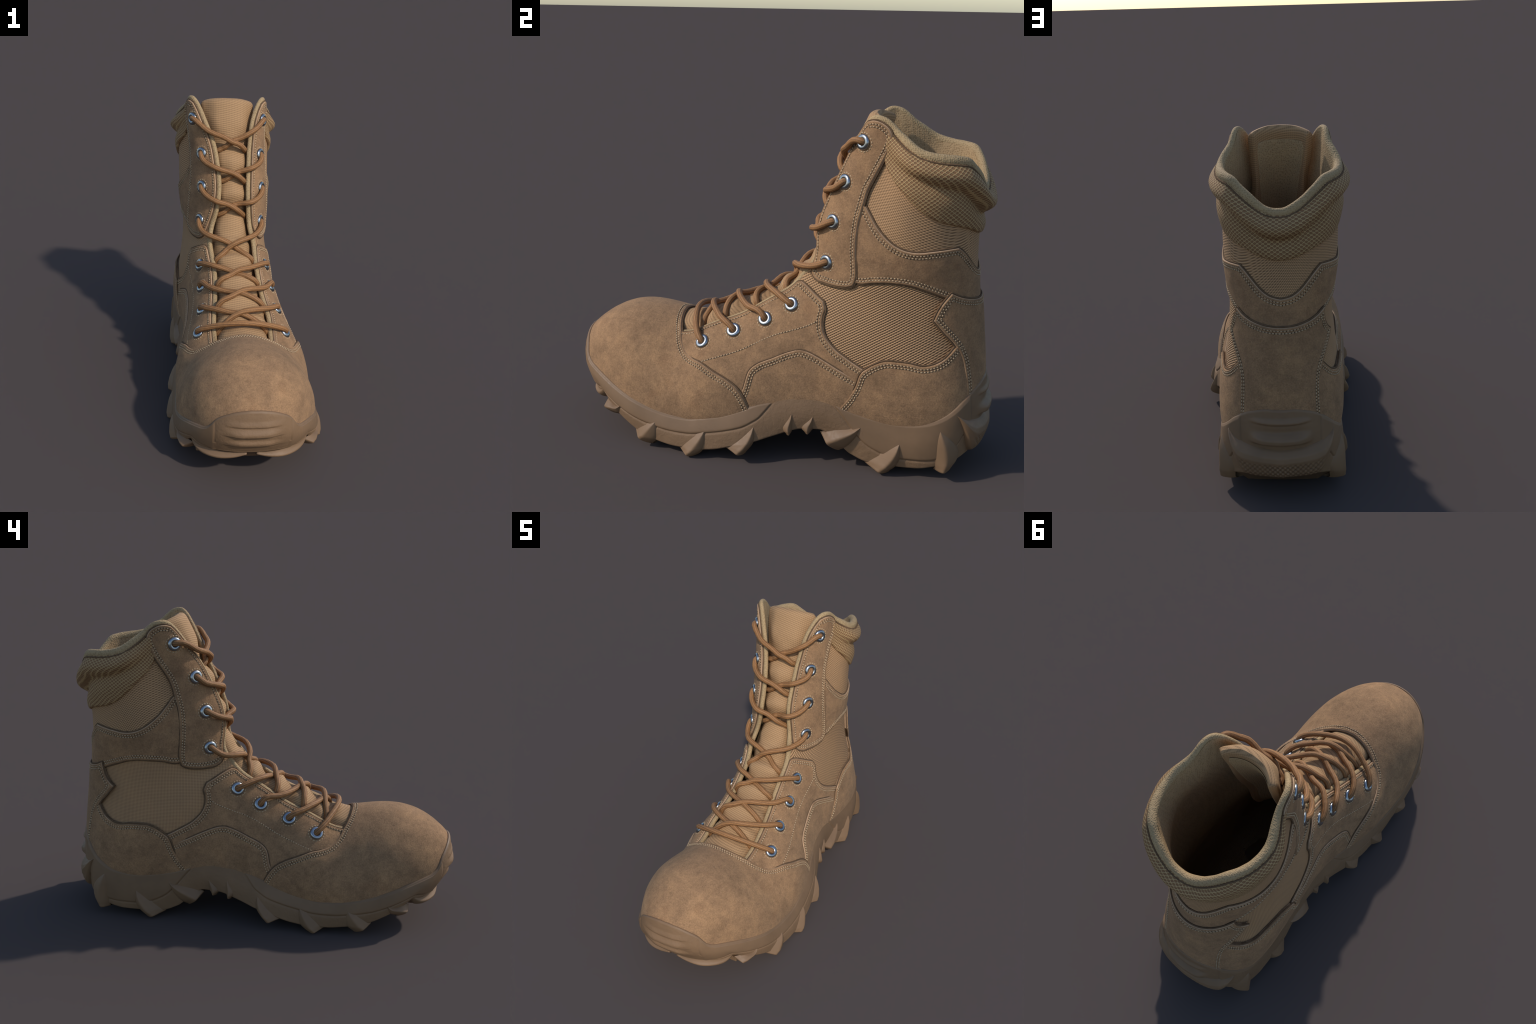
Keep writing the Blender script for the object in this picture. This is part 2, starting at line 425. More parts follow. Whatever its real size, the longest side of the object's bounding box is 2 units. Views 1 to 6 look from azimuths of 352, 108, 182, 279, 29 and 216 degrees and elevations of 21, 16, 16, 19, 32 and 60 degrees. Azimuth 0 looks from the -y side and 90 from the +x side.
def panel(name, segs, height, mat, parent=None, stitch=(.0150, .0262), rings=(.0010, .0035, .007, .012, .019, .027), edge_r=.006, base=-.002,
          fill=.013, lip=.0016, groove=.0022, edge_mat=None, seed=1, puff=.0012, pitch=.0142):
    D, F = outline(segs)
    P0 = S(D[:, 0], D[:, 1]); kd = tree(P0); kseam = tree(P0[F > 0]) if F.any() else None
    layers = [D]
    for d in rings:
        R = inset(D, d)
        ok = poly_inside(D, R); R = R[ok]
        R = R[near(kd, S(R[:, 0], R[:, 1])) > d * .88]
        layers.append(R)
    # hexagonal filling of the middle
    lo, hi = D.min(0), D.max(0); su, sv = fill / KT, fill / KP
    gu = np.arange(lo[0], hi[0], su * .87); gv = np.arange(lo[1], hi[1], sv)
    U, V = np.meshgrid(gu, gv, indexing="ij"); V = V + (np.arange(len(gu)) % 2)[:, None] * sv / 2
    I = np.stack([U.ravel(), V.ravel()], -1); I = I[poly_inside(D, I)]
    if len(I): I = I[near(kd, S(I[:, 0], I[:, 1])) > rings[-1] + fill * .5]
    layers.append(I)
    A = np.vstack(layers); nb = len(D)
    vv = [Vector((u * KT, v * KP)) for u, v in A]
    edges = [(i, (i + 1) % nb) for i in range(nb)]
    v2, _, f2, ov, _, _ = geometry.delaunay_2d_cdt(vv, edges, [], 1, 1e-7)
    A2 = np.array([(v.x / KT, v.y / KP) for v in v2]); tris = np.array([f for f in f2 if len(f) == 3])
    _, _, n = frame(A2[:, 0], A2[:, 1]); B = S(A2[:, 0], A2[:, 1])
    d = near(kd, B)
    e = np.clip(d / edge_r, 0, 1)
    H = height(A2[:, 0], A2[:, 1]) if callable(height) else np.full(len(A2), height)
    h = base + (H - base) * np.sqrt(1 - (1 - e)**2)
    ds = near(kseam, B) if kseam else np.full(len(B), 1.0)
    h += lip * gauss(ds, .0080, .0045) * 1.3
    if stitch:
        mid = sum(stitch) / len(stitch); wid = .006 + (stitch[-1] - stitch[0]) * .55
        h -= groove * gauss(ds, mid, wid)
        h += puff * lumps(B, .035, seed + 5) * gauss(ds, mid, .02)
    h += puff * lumps(B, .11, seed) * np.clip(d / .03, 0, 1)
    V3 = B + n * h[:, None]
    tris = orient(V3, tris, n)
    fm = None; mats = [mat]
    if edge_mat:
        mats += [edge_mat, M_SHADE_PIPING]; dm = ds[tris].max(1); fm = (dm < .0066).astype(int)
        fm[dm < .0012] = 2  # lowest ring of the edge coloured dark to imitate crease shade
    ob = add(name, V3, tris, mats, parent, fm)
    if edge_mat and F.any(): crease_shade_cord(ob, D, F, H if not callable(height) else height)
    if stitch and F.any():
        stitches(ob, D, F, stitch, H if not callable(height) else height, kd, pitch)
    return ob

def crease_shade_cord(ob, D, F, height):
    """added dark cord imitating crease shade in the corner where a panel's cut edge meets the layer below"""
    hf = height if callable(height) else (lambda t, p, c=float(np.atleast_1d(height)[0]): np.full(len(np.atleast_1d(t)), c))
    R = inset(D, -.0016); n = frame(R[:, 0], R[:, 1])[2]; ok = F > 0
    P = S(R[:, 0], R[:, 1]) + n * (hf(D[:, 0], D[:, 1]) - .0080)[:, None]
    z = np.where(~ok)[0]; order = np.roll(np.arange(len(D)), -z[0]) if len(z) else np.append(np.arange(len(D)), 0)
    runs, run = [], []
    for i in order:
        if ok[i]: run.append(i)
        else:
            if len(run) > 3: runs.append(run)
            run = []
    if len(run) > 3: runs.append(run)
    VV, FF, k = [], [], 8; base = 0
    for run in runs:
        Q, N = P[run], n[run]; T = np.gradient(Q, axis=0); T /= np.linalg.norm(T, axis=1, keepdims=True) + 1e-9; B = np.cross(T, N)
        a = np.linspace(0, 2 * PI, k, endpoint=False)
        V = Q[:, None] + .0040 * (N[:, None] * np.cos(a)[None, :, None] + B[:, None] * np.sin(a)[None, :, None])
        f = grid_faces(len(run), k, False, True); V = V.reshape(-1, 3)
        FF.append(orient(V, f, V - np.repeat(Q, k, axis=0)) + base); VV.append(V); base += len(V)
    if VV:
        c = add("crease_shade_cord", np.vstack(VV), np.vstack(FF), M_SHADE_PIPING, ob)

# ---- a stitch: small bent bead of thread; and a dark bead beside it in place of a needle hole
def bead(n=6, m=5):
    th = np.linspace(0, PI, m); ph = np.linspace(0, 2 * PI, n, endpoint=False)
    T, Ph = np.meshgrid(th, ph, indexing="ij")
    V = np.stack([np.cos(T), np.sin(T)**.8 * np.cos(Ph), np.sin(T)**.8 * np.sin(Ph)], -1).reshape(-1, 3)
    return V, grid_faces(m, n, False, True)
BEAD = bead()

def beads(name, C, T, N, L, W, Hh, mat, parent):
    """one mesh of many little beads lying along T with normals N"""
    Bn = np.cross(N, T); v, f = BEAD
    V = (C[:, None] + v[None, :, :1] * T[:, None] * np.reshape(L, (-1, 1, 1)) + v[None, :, 1:2] * Bn[:, None] * W + v[None, :, 2:] * N[:, None] * Hh).reshape(-1, 3)
    Fc = (f[None] + (np.arange(len(C)) * len(v))[:, None, None]).reshape(-1, 4)
    ob = add(name, V, Fc, mat, parent); ob["kind"] = "stuff"
    return ob

def rows_to_beads(rows, hfun, parent, pitch, holes=True):
    Cs, Ts, Ns = [], [], []
    for R in rows:
        R = np.asarray(R)
        h = hfun(R[:, 0], R[:, 1]); P = at(R[:, 0], R[:, 1], h); n = frame(R[:, 0], R[:, 1])[2]
        L = np.concatenate([[0], np.cumsum(np.linalg.norm(np.diff(P, axis=0), axis=1))])
        k = int(L[-1] / pitch)
        if k < 1: continue
        s = (np.arange(k) + .5) * (L[-1] / k)
        C = np.stack([np.interp(s, L, P[:, i]) for i in range(3)], -1)
        T = np.stack([np.interp(s + .002, L, P[:, i]) - np.interp(s - .002, L, P[:, i]) for i in range(3)], -1)
        N = np.stack([np.interp(s, L, n[:, i]) for i in range(3)], -1)
        T /= np.linalg.norm(T, axis=1, keepdims=True) + 1e-12; N -= T * (N * T).sum(-1)[:, None]; N /= np.linalg.norm(N, axis=1, keepdims=True) + 1e-12
        Cs.append(C); Ts.append(T); Ns.append(N)
    if not Cs: return
    C, T, N = map(np.vstack, (Cs, Ts, Ns))
    T = T + np.cross(N, T) * rng.normal(0, .08, (len(C), 1)); T /= np.linalg.norm(T, axis=1, keepdims=True)
    beads("stitching", C + N * .0002, T, N, pitch * .36 * rng.uniform(.9, 1.08, len(C)), .0029, .0026, M_THREAD, parent)
    if holes:
        beads("dark_stitch_beads", C + T * pitch * .5 - N * .0002, T, N, np.full(len(C), pitch * .16), .0038, .0014, M_STITCH_DARK, parent)  # small dark beads added between stitches, nothing is pierced

def stitches(ob, D, F, dist, height, kd, pitch):
    rows = []
    hf = height if callable(height) else (lambda t, p, c=float(np.atleast_1d(height)[0]): np.full(len(np.atleast_1d(t)), c))
    for j, d in enumerate(dist):
        R = inset(D, d); dd = near(kd, S(R[:, 0], R[:, 1]))
        ok = ((F == 1) | ((F == 2) & (j == 0))) & (dd > d * .72) & poly_inside(D, R)
        # split into runs
        idx = np.arange(len(D)); start = 0
        if ok.all(): rows.append(R); continue
        z = np.where(~ok)[0][0]; order = np.roll(idx, -z); run = []
        for i in order:
            if ok[i]: run.append(R[i])
            else:
                if len(run) > 3: rows.append(np.array(run))
                run = []
        if len(run) > 3: rows.append(np.array(run))
    rows_to_beads(rows, lambda t, p: hf(t, p) - .0012, ob, pitch)

# ------------------------------------------------------------------ seam lines (half boot, phi > 0)
VAMP_SEAM = [(1.41, 0), (1.425, .18), (1.46, .35), (1.515, .52), (1.57, .67), (1.67, .83), (1.80, .94), (1.95, 1.03), (2.14, 1.17), (2.31, 1.29), (2.42, 1.40), (2.48, 1.52), (2.51, 1.72), (2.52, 2.0)]
THROAT = [(1.25, .50), (1.9, .50), (2.5, .495), (3.1, .51), (3.70, .505)]
QUARTER_TOP = [(3.80, .515), (3.88, .55), (3.955, .65), (4.02, .78), (4.055, .85)]
QUARTER_BACK = [(4.055, .85), (3.99, .905), (3.88, .935), (3.76, 1.0), (3.705, 1.08), (3.715, 1.18), (3.79, 1.29), (3.88, 1.41), (3.98, 1.55)]
OVERLAY = [(2.30, 1.75), (2.47, 1.44), (2.585, 1.255), (2.69, 1.213), (2.92, 1.206), (3.18, 1.172), (3.275, 1.165), (3.37, 1.188), (3.47, 1.245), (3.58, 1.33), (3.72, 1.46), (3.84, 1.58)]
COUNTER = [(3.30, 1.97), (3.405, 1.80), (3.695, 1.47), (3.78, 1.415), (3.87, 1.392), (4.02, 1.405), (4.16, 1.475), (4.26, 1.59), (4.335, 1.74), (4.39, 1.88), (4.46, 2.01), (4.545, 2.14), (4.64, 2.26), (4.72, 2.36), (4.80, 2.50)]
BACKSTAY_SIDE = [(5.215, 2.345), (4.853, 2.085)]
BACKSTAY_LOW = [(4.853, 2.085), (4.785, 2.205), (4.74, 2.305), (4.695, 2.375), (4.63, 2.425), (4.54, 2.445), (4.44, 2.455), (4.30, 2.46)]
BAND_TOP = [(5.84, .86), (5.74, 1.085), (5.65, 1.205), (5.55, 1.35), (5.485, 1.52), (5.478, 1.67), (5.52, 1.84), (5.60, 2.03), (5.68, 2.26), (5.725, 2.43)]
BAND_BACK = [(5.725, 2.43), (5.70, 2.52), (5.64, 2.65), (5.56, 2.80), (5.505, 2.95), (5.48, PI)]
BAND_LOW = [(4.66, .90), (4.72, 1.17), (4.88, 1.40), (5.02, 1.64), (5.10, 1.85), (5.125, 2.05), (5.13, 2.3), (5.11, 2.5)]
STAY_FRONT = [(6.70, .725), (6.60, .655), (6.46, .585), (6.32, .53), (6.15, .475), (5.95, .43), (5.74, .405), (5.50, .388), (5.28, .388), (5.05, .41), (4.81, .445), (4.54, .485), (4.33, .515)]
STAY_LOW = [(4.33, .515), (4.225, .56), (4.195, .61), (4.22, .685), (4.31, .78), (4.47, .945), (4.58, 1.06), (4.66, 1.125), (4.75, 1.165), (4.85, 1.185)]
STAY_BACK = [(4.85, 1.185), (5.0, 1.178), (5.14, 1.15), (5.35, 1.10), (5.55, 1.065), (5.74, 1.06), (5.95, 1.065), (6.15, 1.115), (6.35, 1.17), (6.50, 1.205), (6.61, 1.215), (6.68, 1.19), (6.735, 1.12), (6.76, 1.02), (6.765, .92), (6.745, .82), (6.70, .725)]
SHELL_EDGE = [(1.28, .475), (1.9, .468), (2.5, .462), (3.1, .475), (3.70, .468), (4.0, .458), (4.25, .455), (4.54, .44), (4.81, .40), (5.05, .368), (5.28, .347), (5.50, .347), (5.74, .365), (5.95, .392), (6.15, .438), (6.32, .493), (6.46, .55), (6.60, .622), (6.70, .70), (6.76, .80), (6.785, .92), (6.785, 1.03), (6.755, 1.13), (6.71, 1.22), (6.665, 1.34), (6.62, 1.50), (6.605, 1.66), (6.62, 1.83), (6.655, 2.02), (6.69, 2.2), (6.70, 2.36), (6.63, 2.53), (6.54, 2.70), (6.46, 2.87), (6.42, 3.03), (6.415, PI)]
COLLAR_LOW = [(6.44, 1.12), (6.32, 1.20), (6.22, 1.325), (6.13, 1.49), (6.045, 1.67), (5.98, 1.84), (5.945, 2.06), (5.95, 2.32), (5.945, 2.58), (5.915, 2.8), (5.89, 3.0), (5.885, PI)]
COLLAR_TOP = [(6.73, 1.12), (6.70, 1.225), (6.66, 1.34), (6.615, 1.50), (6.60, 1.66), (6.615, 1.83), (6.65, 2.02), (6.685, 2.2), (6.695, 2.36), (6.625, 2.53), (6.535, 2.70), (6.455, 2.87), (6.415, 3.03), (6.41, PI)]

def side(segs, s):
    return [([(t, s * p) for t, p in pts], seam) for pts, seam in segs]

# ------------------------------------------------------------------ shaft fabric and lining
def shell_segs():
    shell_half = [(SHELL_EDGE, False)]
    return shell_half + mirror_seg(shell_half, PI) + [([(1.28, 2 * PI - .475), (1.28, 4.4), (1.28, 1.9), (1.28, .475)], False)]

SHELL_EDGE = [(t, p + (.012 if p < .75 else 0)) for t, p in SHELL_EDGE]
EDGE = resample(catmull(SHELL_EDGE), .008)
EDGE = np.vstack([EDGE, np.stack([EDGE[::-1, 0], 2 * PI - EDGE[::-1, 1]], -1)[1:]])

def fold(p): return np.abs(np.mod(np.asarray(p) + PI, 2 * PI) - PI)     # |phi| wrapped to 0..pi
def roll_r(t, p): return .0125 + .0068 * sstep(1.05, 1.45, fold(p)) * sstep(5.8, 6.2, t)
def roll_out(t, p): return .004 - .002 * sstep(1.05, 1.6, fold(p)) * sstep(5.8, 6.2, t)

def lining_h(t, p): return roll_out(t, p) - 2 * roll_r(t, p)

def patch(name, segs, hfun, mat, fill, flip=False, lumpy=0.0, step=.009):
    D, F = outline(segs, step)
    lo, hi = D.min(0), D.max(0); su, sv = fill / KT, fill / KP
    U, V = np.meshgrid(np.arange(lo[0], hi[0], su), np.arange(lo[1], hi[1], sv), indexing="ij")
    I = np.stack([U.ravel(), V.ravel()], -1); I = I[poly_inside(D, I)]
    kd = tree(S(D[:, 0], D[:, 1])); I = I[near(kd, S(I[:, 0], I[:, 1])) > fill * .5]
    A = np.vstack([D, I]); nb = len(D)
    v2, _, f2, _, _, _ = geometry.delaunay_2d_cdt([Vector((u * KT, v * KP)) for u, v in A], [(i, (i + 1) % nb) for i in range(nb)], [], 1, 1e-7)
    A2 = np.array([(v.x / KT, v.y / KP) for v in v2]); tris = np.array([f for f in f2 if len(f) == 3])
    _, _, n = frame(A2[:, 0], A2[:, 1]); V3 = S(A2[:, 0], A2[:, 1])
    h = hfun(A2[:, 0], A2[:, 1]) + (lumpy * lumps(V3, .16, 3) if lumpy else 0)
    V3 = V3 + n * h[:, None]
    return add(name, V3, orient(V3, tris, -n if flip else n), mat)

def shaft_h(t, p): return np.where(fold(p) < .6, .002, -.0015)

# the shaft fabric is two cloths: corded cloth at the ankle, finer cloth above the ankle band
def cut(tcut_lo, tcut_hi):
    lo_edge = [q for q in map(tuple, EDGE) if tcut_lo <= q[0] <= tcut_hi]
    return lo_edge
half = [q for q in SHELL_EDGE]
low_half = [q for q in half if q[0] < 4.9 and q[1] < 2.0]
seg_low = [(low_half + [(4.90, .39)], False), ([(4.90, .39), (5.2, 1.2), (5.30, 2.2), (5.30, PI)], False)]
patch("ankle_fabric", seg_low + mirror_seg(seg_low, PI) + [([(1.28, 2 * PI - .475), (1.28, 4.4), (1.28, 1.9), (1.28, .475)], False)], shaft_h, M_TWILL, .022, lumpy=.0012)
up_half = [(4.90, .39)] + [q for q in half if q[0] >= 5.0]
seg_up = [(up_half, False)]
seg_cut = [([(4.90, .39), (5.2, 1.2), (5.30, 2.2), (5.30, PI)], False)]
patch("shaft_fabric", seg_up + mirror_seg(seg_up, PI) + mirror_seg([(list(reversed(p)), s) for p, s in reversed(seg_cut)], PI)[::-1] + [(list(reversed(seg_cut[0][0])), False)] if False else
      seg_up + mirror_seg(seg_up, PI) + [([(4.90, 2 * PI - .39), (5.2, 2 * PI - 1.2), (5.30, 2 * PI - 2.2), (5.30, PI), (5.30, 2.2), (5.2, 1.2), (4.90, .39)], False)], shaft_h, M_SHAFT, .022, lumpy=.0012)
patch("lining", shell_segs(), lining_h, M_LINING, .024, flip=True, lumpy=.002)

# rolled knit binding along the whole open edge
def binding():
    t, p = EDGE[:, 0], EDGE[:, 1]; P = S(t, p); n = frame(t, p)[2]
    T = np.gradient(P, axis=0); T /= np.linalg.norm(T, axis=1, keepdims=True)
    B = np.cross(T, n)
    a, b, _ = frame(t, p)
    # outward = away from the shell: at the first point that is towards phi = 0
    if (B[5] * -b[5]).sum() < 0: B = -B
    # smooth the frame so that the roll has no kinks at the flap corner
    for _ in range(10):
        B[1:-1] = (B[:-2] + 2 * B[1:-1] + B[2:]) / 4; B /= np.linalg.norm(B, axis=1, keepdims=True)
    r = roll_r(t, p); ho = roll_out(t, p)
    lum = lumps(P, .12, 8) * .0022 * sstep(1.2, 1.6, fold(p))
    al = np.linspace(-.75, PI + .55, 22)
    rows = []
    for x in al:
        inn = np.minimum(np.sin(x), 0) * 0
        rr = r + lum
        rows.append(P + n * (ho - r + rr * np.cos(x))[:, None] + B * (rr * (np.sin(x) if True else 0) * 1.15)[:, None])
    V = np.stack(rows, 1); nu, nv = V.shape[:2]; V = V.reshape(-1, 3)
    f = grid_faces(nu, nv)
    ref = np.repeat(P + n * (ho - r)[:, None], nv, axis=0)
    f = orient(V, f, V - ref)
    return add("collar_binding", V, f, M_BIND)
binding()

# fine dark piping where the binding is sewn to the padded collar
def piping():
    sel = EDGE[(fold(EDGE[:, 1]) > 1.2) & (EDGE[:, 0] > 6)]
    P = at(sel[:, 0] - .030, sel[:, 1], roll_out(sel[:, 0], sel[:, 1]) + .0045)
    T = np.gradient(P, axis=0); T /= np.linalg.norm(T, axis=1, keepdims=True)
    N = frame(sel[:, 0], sel[:, 1])[2]; B = np.cross(T, N); a = np.linspace(0, 2 * PI, 10, endpoint=False)
    V = (P[:, None] + .0042 * (N[:, None] * np.cos(a)[None, :, None] + B[:, None] * np.sin(a)[None, :, None])).reshape(-1, 3)
    f = grid_faces(len(P), 10, False, True)
    add("collar_piping", V, orient(V, f, V - np.repeat(P, 10, axis=0)), M_SHADE_PIPING)
piping()

# ------------------------------------------------------------------ padded collar of open mesh
def collar_h(t, p):
    q = fold(p)
    lo = np.interp(q, [c[1] for c in COLLAR_LOW], [c[0] for c in COLLAR_LOW]); hi = np.interp(q, [c[1] for c in COLLAR_TOP], [c[0] for c in COLLAR_TOP])
    c = np.clip((t - lo) / (hi - lo), 0, 1)
    cr = np.interp(q, [1.2, 1.5, 1.7, 1.95, 2.2, 2.5, 2.8, PI], [.40, .46, .52, .55, .55, .50, .43, .42])      # crease between the two rolls
    k = sstep(1.15, 1.75, q); kb = .55 + .45 * sstep(1.9, 2.9, q)
    up = np.clip((c - cr) / (1 - cr), 0, 1); low = np.clip(c / cr, 0, 1)
    h = .011 - .011 * sstep(.75, 1, c) + .006 * (1 - k) * sstep(.1, .5, c)
    h = h + k * (.45 + .55 * kb) * .038 * np.sin(PI * up**.85)**.9 * (c > cr)
    h = h + k * .009 * np.sin(PI * low) * (c <= cr)
    h = h - k * (.006 + .008 * kb) * gauss(c, cr, .17)
    # gathers in the padding where it tightens towards the eyestay
    h = h + (1 - k) * .002 * np.sin(9 * c + 2) + .0012 * sstep(1.2, 1.6, q) * np.sin(5.5 * q + 7 * c)
    return h
collar_half = [(COLLAR_LOW, True), ]
top_half = [(COLLAR_TOP, False)]
collar_segs = [(COLLAR_LOW, True)] + mirror_seg([(COLLAR_LOW, True)], PI) + [([(6.44, 2 * PI - 1.12), (6.73, 2 * PI - 1.12)], False)] + \
    [([(t, 2 * PI - p) for t, p in COLLAR_TOP], False)] + [(list(reversed(COLLAR_TOP)), False)] + [([(6.73, 1.12), (6.44, 1.12)], False)]
panel("collar_padding", collar_segs, collar_h, M_COLLAR, stitch=None, fill=.010, edge_r=.010, lip=0, base=0, puff=.0008)

# ------------------------------------------------------------------ suede panels
for s in (1, -1):
    seg = [(THROAT, 2), ([(3.70, .505), (3.745, .505)] + QUARTER_TOP, True), (QUARTER_BACK, True),
           ([(3.98, 1.55), (3.6, 2.05), (3.2, 2.0), (2.5, 2.05), (1.9, 2.05), (1.25, 1.6)], False), ([(1.25, 1.6), (1.25, .50)], False)]
    panel("quarter_panel", side(seg, s), .010, M_SUEDE, edge_mat=M_EDGE, seed=11 + s, stitch=(.0150, .0262))
    seg = [(OVERLAY, True), ([(3.84, 1.58), (3.55, 2.05), (3.0, 2.0), (2.5, 2.05), (2.2, 2.0), (2.30, 1.75)], False)]
    panel("side_overlay", side(seg, s), lambda t, p: .0165 - .010 * sstep(3.58, 3.74, t) - .009 * sstep(2.56, 2.42, t) * sstep(1.35, 1.5, np.abs(p)), M_SUEDE, base=.002, edge_mat=M_EDGE, seed=21 + s)
    seg = [(COUNTER, True), ([(4.80, 2.50), (4.6, 2.7), (4.35, 2.72), (4.1, 2.42), (3.9, 2.3), (3.6, 2.2), (3.30, 1.97)], False)]
    panel("heel_counter", side(seg, s), lambda t, p: .0185 + .004 * gauss(np.abs(p), 1.75, .35) * gauss(t, 3.85, .35), M_SUEDE, base=-.002, edge_mat=M_EDGE, seed=31 + s)
    seg = [(STAY_FRONT, 2), (STAY_LOW + STAY_BACK[1:], True)]
    panel("eyestay", side(seg, s), .014, M_SUEDE, base=.001, edge_mat=M_EDGE, seed=41 + s)

seg = [(BAND_TOP, True), (BAND_BACK, True)]
low = [(BAND_LOW, True), ([(5.11, 2.5), (5.10, PI)], False)]
low_rev = [(list(reversed(p)), f) for p, f in reversed(low)]
panel("ankle_band", seg + mirror_seg(seg, PI) + [([(5.84, 2 * PI - .86), (4.66, 2 * PI - .90)], False)] +
      [([(t, 2 * PI - p) for t, p in q], f) for q, f in low] + low_rev + [([(4.66, .90), (5.84, .86)], False)], .009, M_SUEDE, edge_mat=M_EDGE, seed=51)

BS = [([(5.205, PI), (5.20, 2.8), (5.20, 2.5), (5.215, 2.345)], True), (BACKSTAY_SIDE, True), (BACKSTAY_LOW, True), ([(4.30, 2.46), (4.25, 2.8), (4.25, PI)], False)]
panel("backstay", BS + mirror_seg(BS, PI), .021, M_SUEDE, base=-.002, edge_mat=M_EDGE, seed=61)

VS = [(VAMP_SEAM, True), ([(2.52, 2.0), (2.2, 2.12), (1.57, 2.05), (1.07, 1.95), (.66, 1.85), (.42, 1.72), (.27, 1.35), (.15, .85), (.10, 0)], False)]
def vamp_h(t, p): return .007 + .0065 * sstep(.75, 1.35, t) + .007 * sstep(.75, 1.1, np.abs(p)) * sstep(1.6, 2.1, t)
panel("toe_cap", VS + mirror_seg(VS, 0), vamp_h, M_SUEDE, base=.001, edge_mat=M_EDGE, seed=71, fill=.011, pitch=.0135, stitch=(.0150, .0262))

# single decorative stitch line on each quarter
for s in (1, -1):
    line = catmull([(1.95, 1.02), (2.3, 1.0), (2.66, .985), (3.24, .975), (3.70, .945)]); line = resample(line * [1, s], .006)
    rows_to_beads([line], lambda t, p: np.full(len(t), .0095), ROOT, .0135)

# ------------------------------------------------------------------ tongue
TON_T = [1.25, 1.5, 1.62, 1.78, 1.90, 2.05, 2.27, 2.52, 2.74, 3.0, 3.30, 3.56, 3.82, 4.10, 4.46, 4.82, 5.12, 5.45, 5.76, 6.06, 6.32, 6.55, 6.74]
TON_H = [-.004, .004, .004, -.010, .006, -.012, .016, -.016, .006, -.034, -.004, -.032, -.018, -.030, -.022, -.050, -.026, -.050, -.026, -.052, -.030, -.034, -.044]
def tongue_h(t, q):
    c = cubic(TON_T, TON_H, t)
    w = .50
    edge = -.054 + .0 * t
    k = 1 - sstep(.26, .60, np.abs(q))
    edge = edge - .006 * sstep(.62, .95, np.abs(q)) * sstep(5.2, 6, t)
    return edge + (c - edge) * (.25 + .75 * k) * (1 - .25 * sstep(.5, .9, np.abs(q)))
def tongue():
    nt, nq = 330, 60
    tt = np.linspace(1.25, 6.73, nt); qq = np.linspace(-1, 1, nq)
    wid = np.interp(tt, [1.25, 3.5, 5.0, 6.3, 6.6, 6.73], [.62, .62, .76, .88, .88, .88])
    wid = wid * (.80 + .20 * np.sqrt(np.clip(1 - (np.clip(tt - 6.53, 0, 1) / .201)**2, 0, 1)))
    T, Q = np.meshgrid(tt, qq, indexing="ij"); Ph = Q * wid[:, None]
    h = tongue_h(T, Ph)
    _, _, n = frame(T, Ph); Bs = S(T, Ph)
    edge = np.minimum((1 - np.abs(Q)) / .07, 1) ; rnd = np.sqrt(np.clip(1 - (1 - edge)**2, 0, 1))
    topd = np.clip((6.73 - T) / .09, 0, 1); rt = np.sqrt(np.clip(1 - (1 - topd)**2, 0, 1))
    rnd = rnd * rt
    th = .024
    h = h + .0016 * lumps(Bs.reshape(-1, 3), .10, 4).reshape(h.shape)
    # arch of the top edge: the middle stands higher than the corners
    lift = np.stack([0 * T, -.0 * T, .018 * sstep(6.3, 6.73, T) * (1 - Q * Q)], -1)
    out = Bs + n * (h - th + th * rnd)[..., None] + lift; inn = Bs + n * ((h - th) * (1 - rnd) - .090 * rnd)[..., None] + lift
    f = grid_faces(nt, nq)
    Vo, Vi = out.reshape(-1, 3), inn.reshape(-1, 3); N = n.reshape(-1, 3)
    ob = add("tongue", np.vstack([Vo, Vi]), np.vstack([wind(Vo, f, N), wind(Vi, f, -N) + len(Vo)]), M_TONGUE)
    # lining patch on the inner face, framed by the tongue fabric
    sel_t = np.linspace(4.3, 6.58, 130); q2 = np.linspace(-.82, .82, 44)
    T2, Q2 = np.meshgrid(sel_t, q2, indexing="ij"); wid2 = np.interp(T2, [1.25, 3.5, 5.0, 6.3, 6.6, 6.73], [.62, .62, .76, .88, .88, .88])
    cor = 1 - .16 * sstep(6.42, 6.60, T2)**1.5; P2 = Q2 * wid2 * cor
    n2 = frame(T2, P2)[2]; e2 = np.minimum(np.minimum((.82 - np.abs(Q2)) / .05, (6.60 - T2) / .05), 1); e2 = np.sqrt(np.clip(1 - (1 - e2)**2, 0, 1))
    V2 = S(T2, P2) + n2 * (-.086 - .008 * e2)[..., None] + np.stack([0 * T2, 0 * T2, .018 * sstep(6.3, 6.73, T2) * (1 - Q2 * Q2)], -1)
    V2 = V2.reshape(-1, 3)
    add("tongue_lining", V2, wind(V2, grid_faces(130, 44), -n2.reshape(-1, 3)), M_LINING, ob)
tongue()

# ------------------------------------------------------------------ eyelets
EYE_T = [6.45, 5.89, 5.30, 4.655, 3.428, 2.925, 2.396, 1.92]
EYE_P = [.772, .652, .700, .725, .712, .755, .709, .744]
def eyelet_mesh():
    nu, nv = 40, 16
    prof = []
    for a in np.linspace(-.35 * PI, 1.42 * PI, nv):
        prof.append((0.0222 + .0118 * math.cos(a), .0100 * math.sin(a)))
    u = np.linspace(0, 2 * PI, nu, endpoint=False)
    V = np.array([[r * math.cos(x), r * math.sin(x), z] for x in u for r, z in prof])
    f = grid_faces(nu, nv, True, False)
    cen = np.array([[.0222 * math.cos(x), .0222 * math.sin(x), 0] for x in u for _ in prof])
    return V, orient(V, f, V - cen)
EV, EF = eyelet_mesh()
EYE_ME = None
ring_rows = []
from mathutils import Matrix
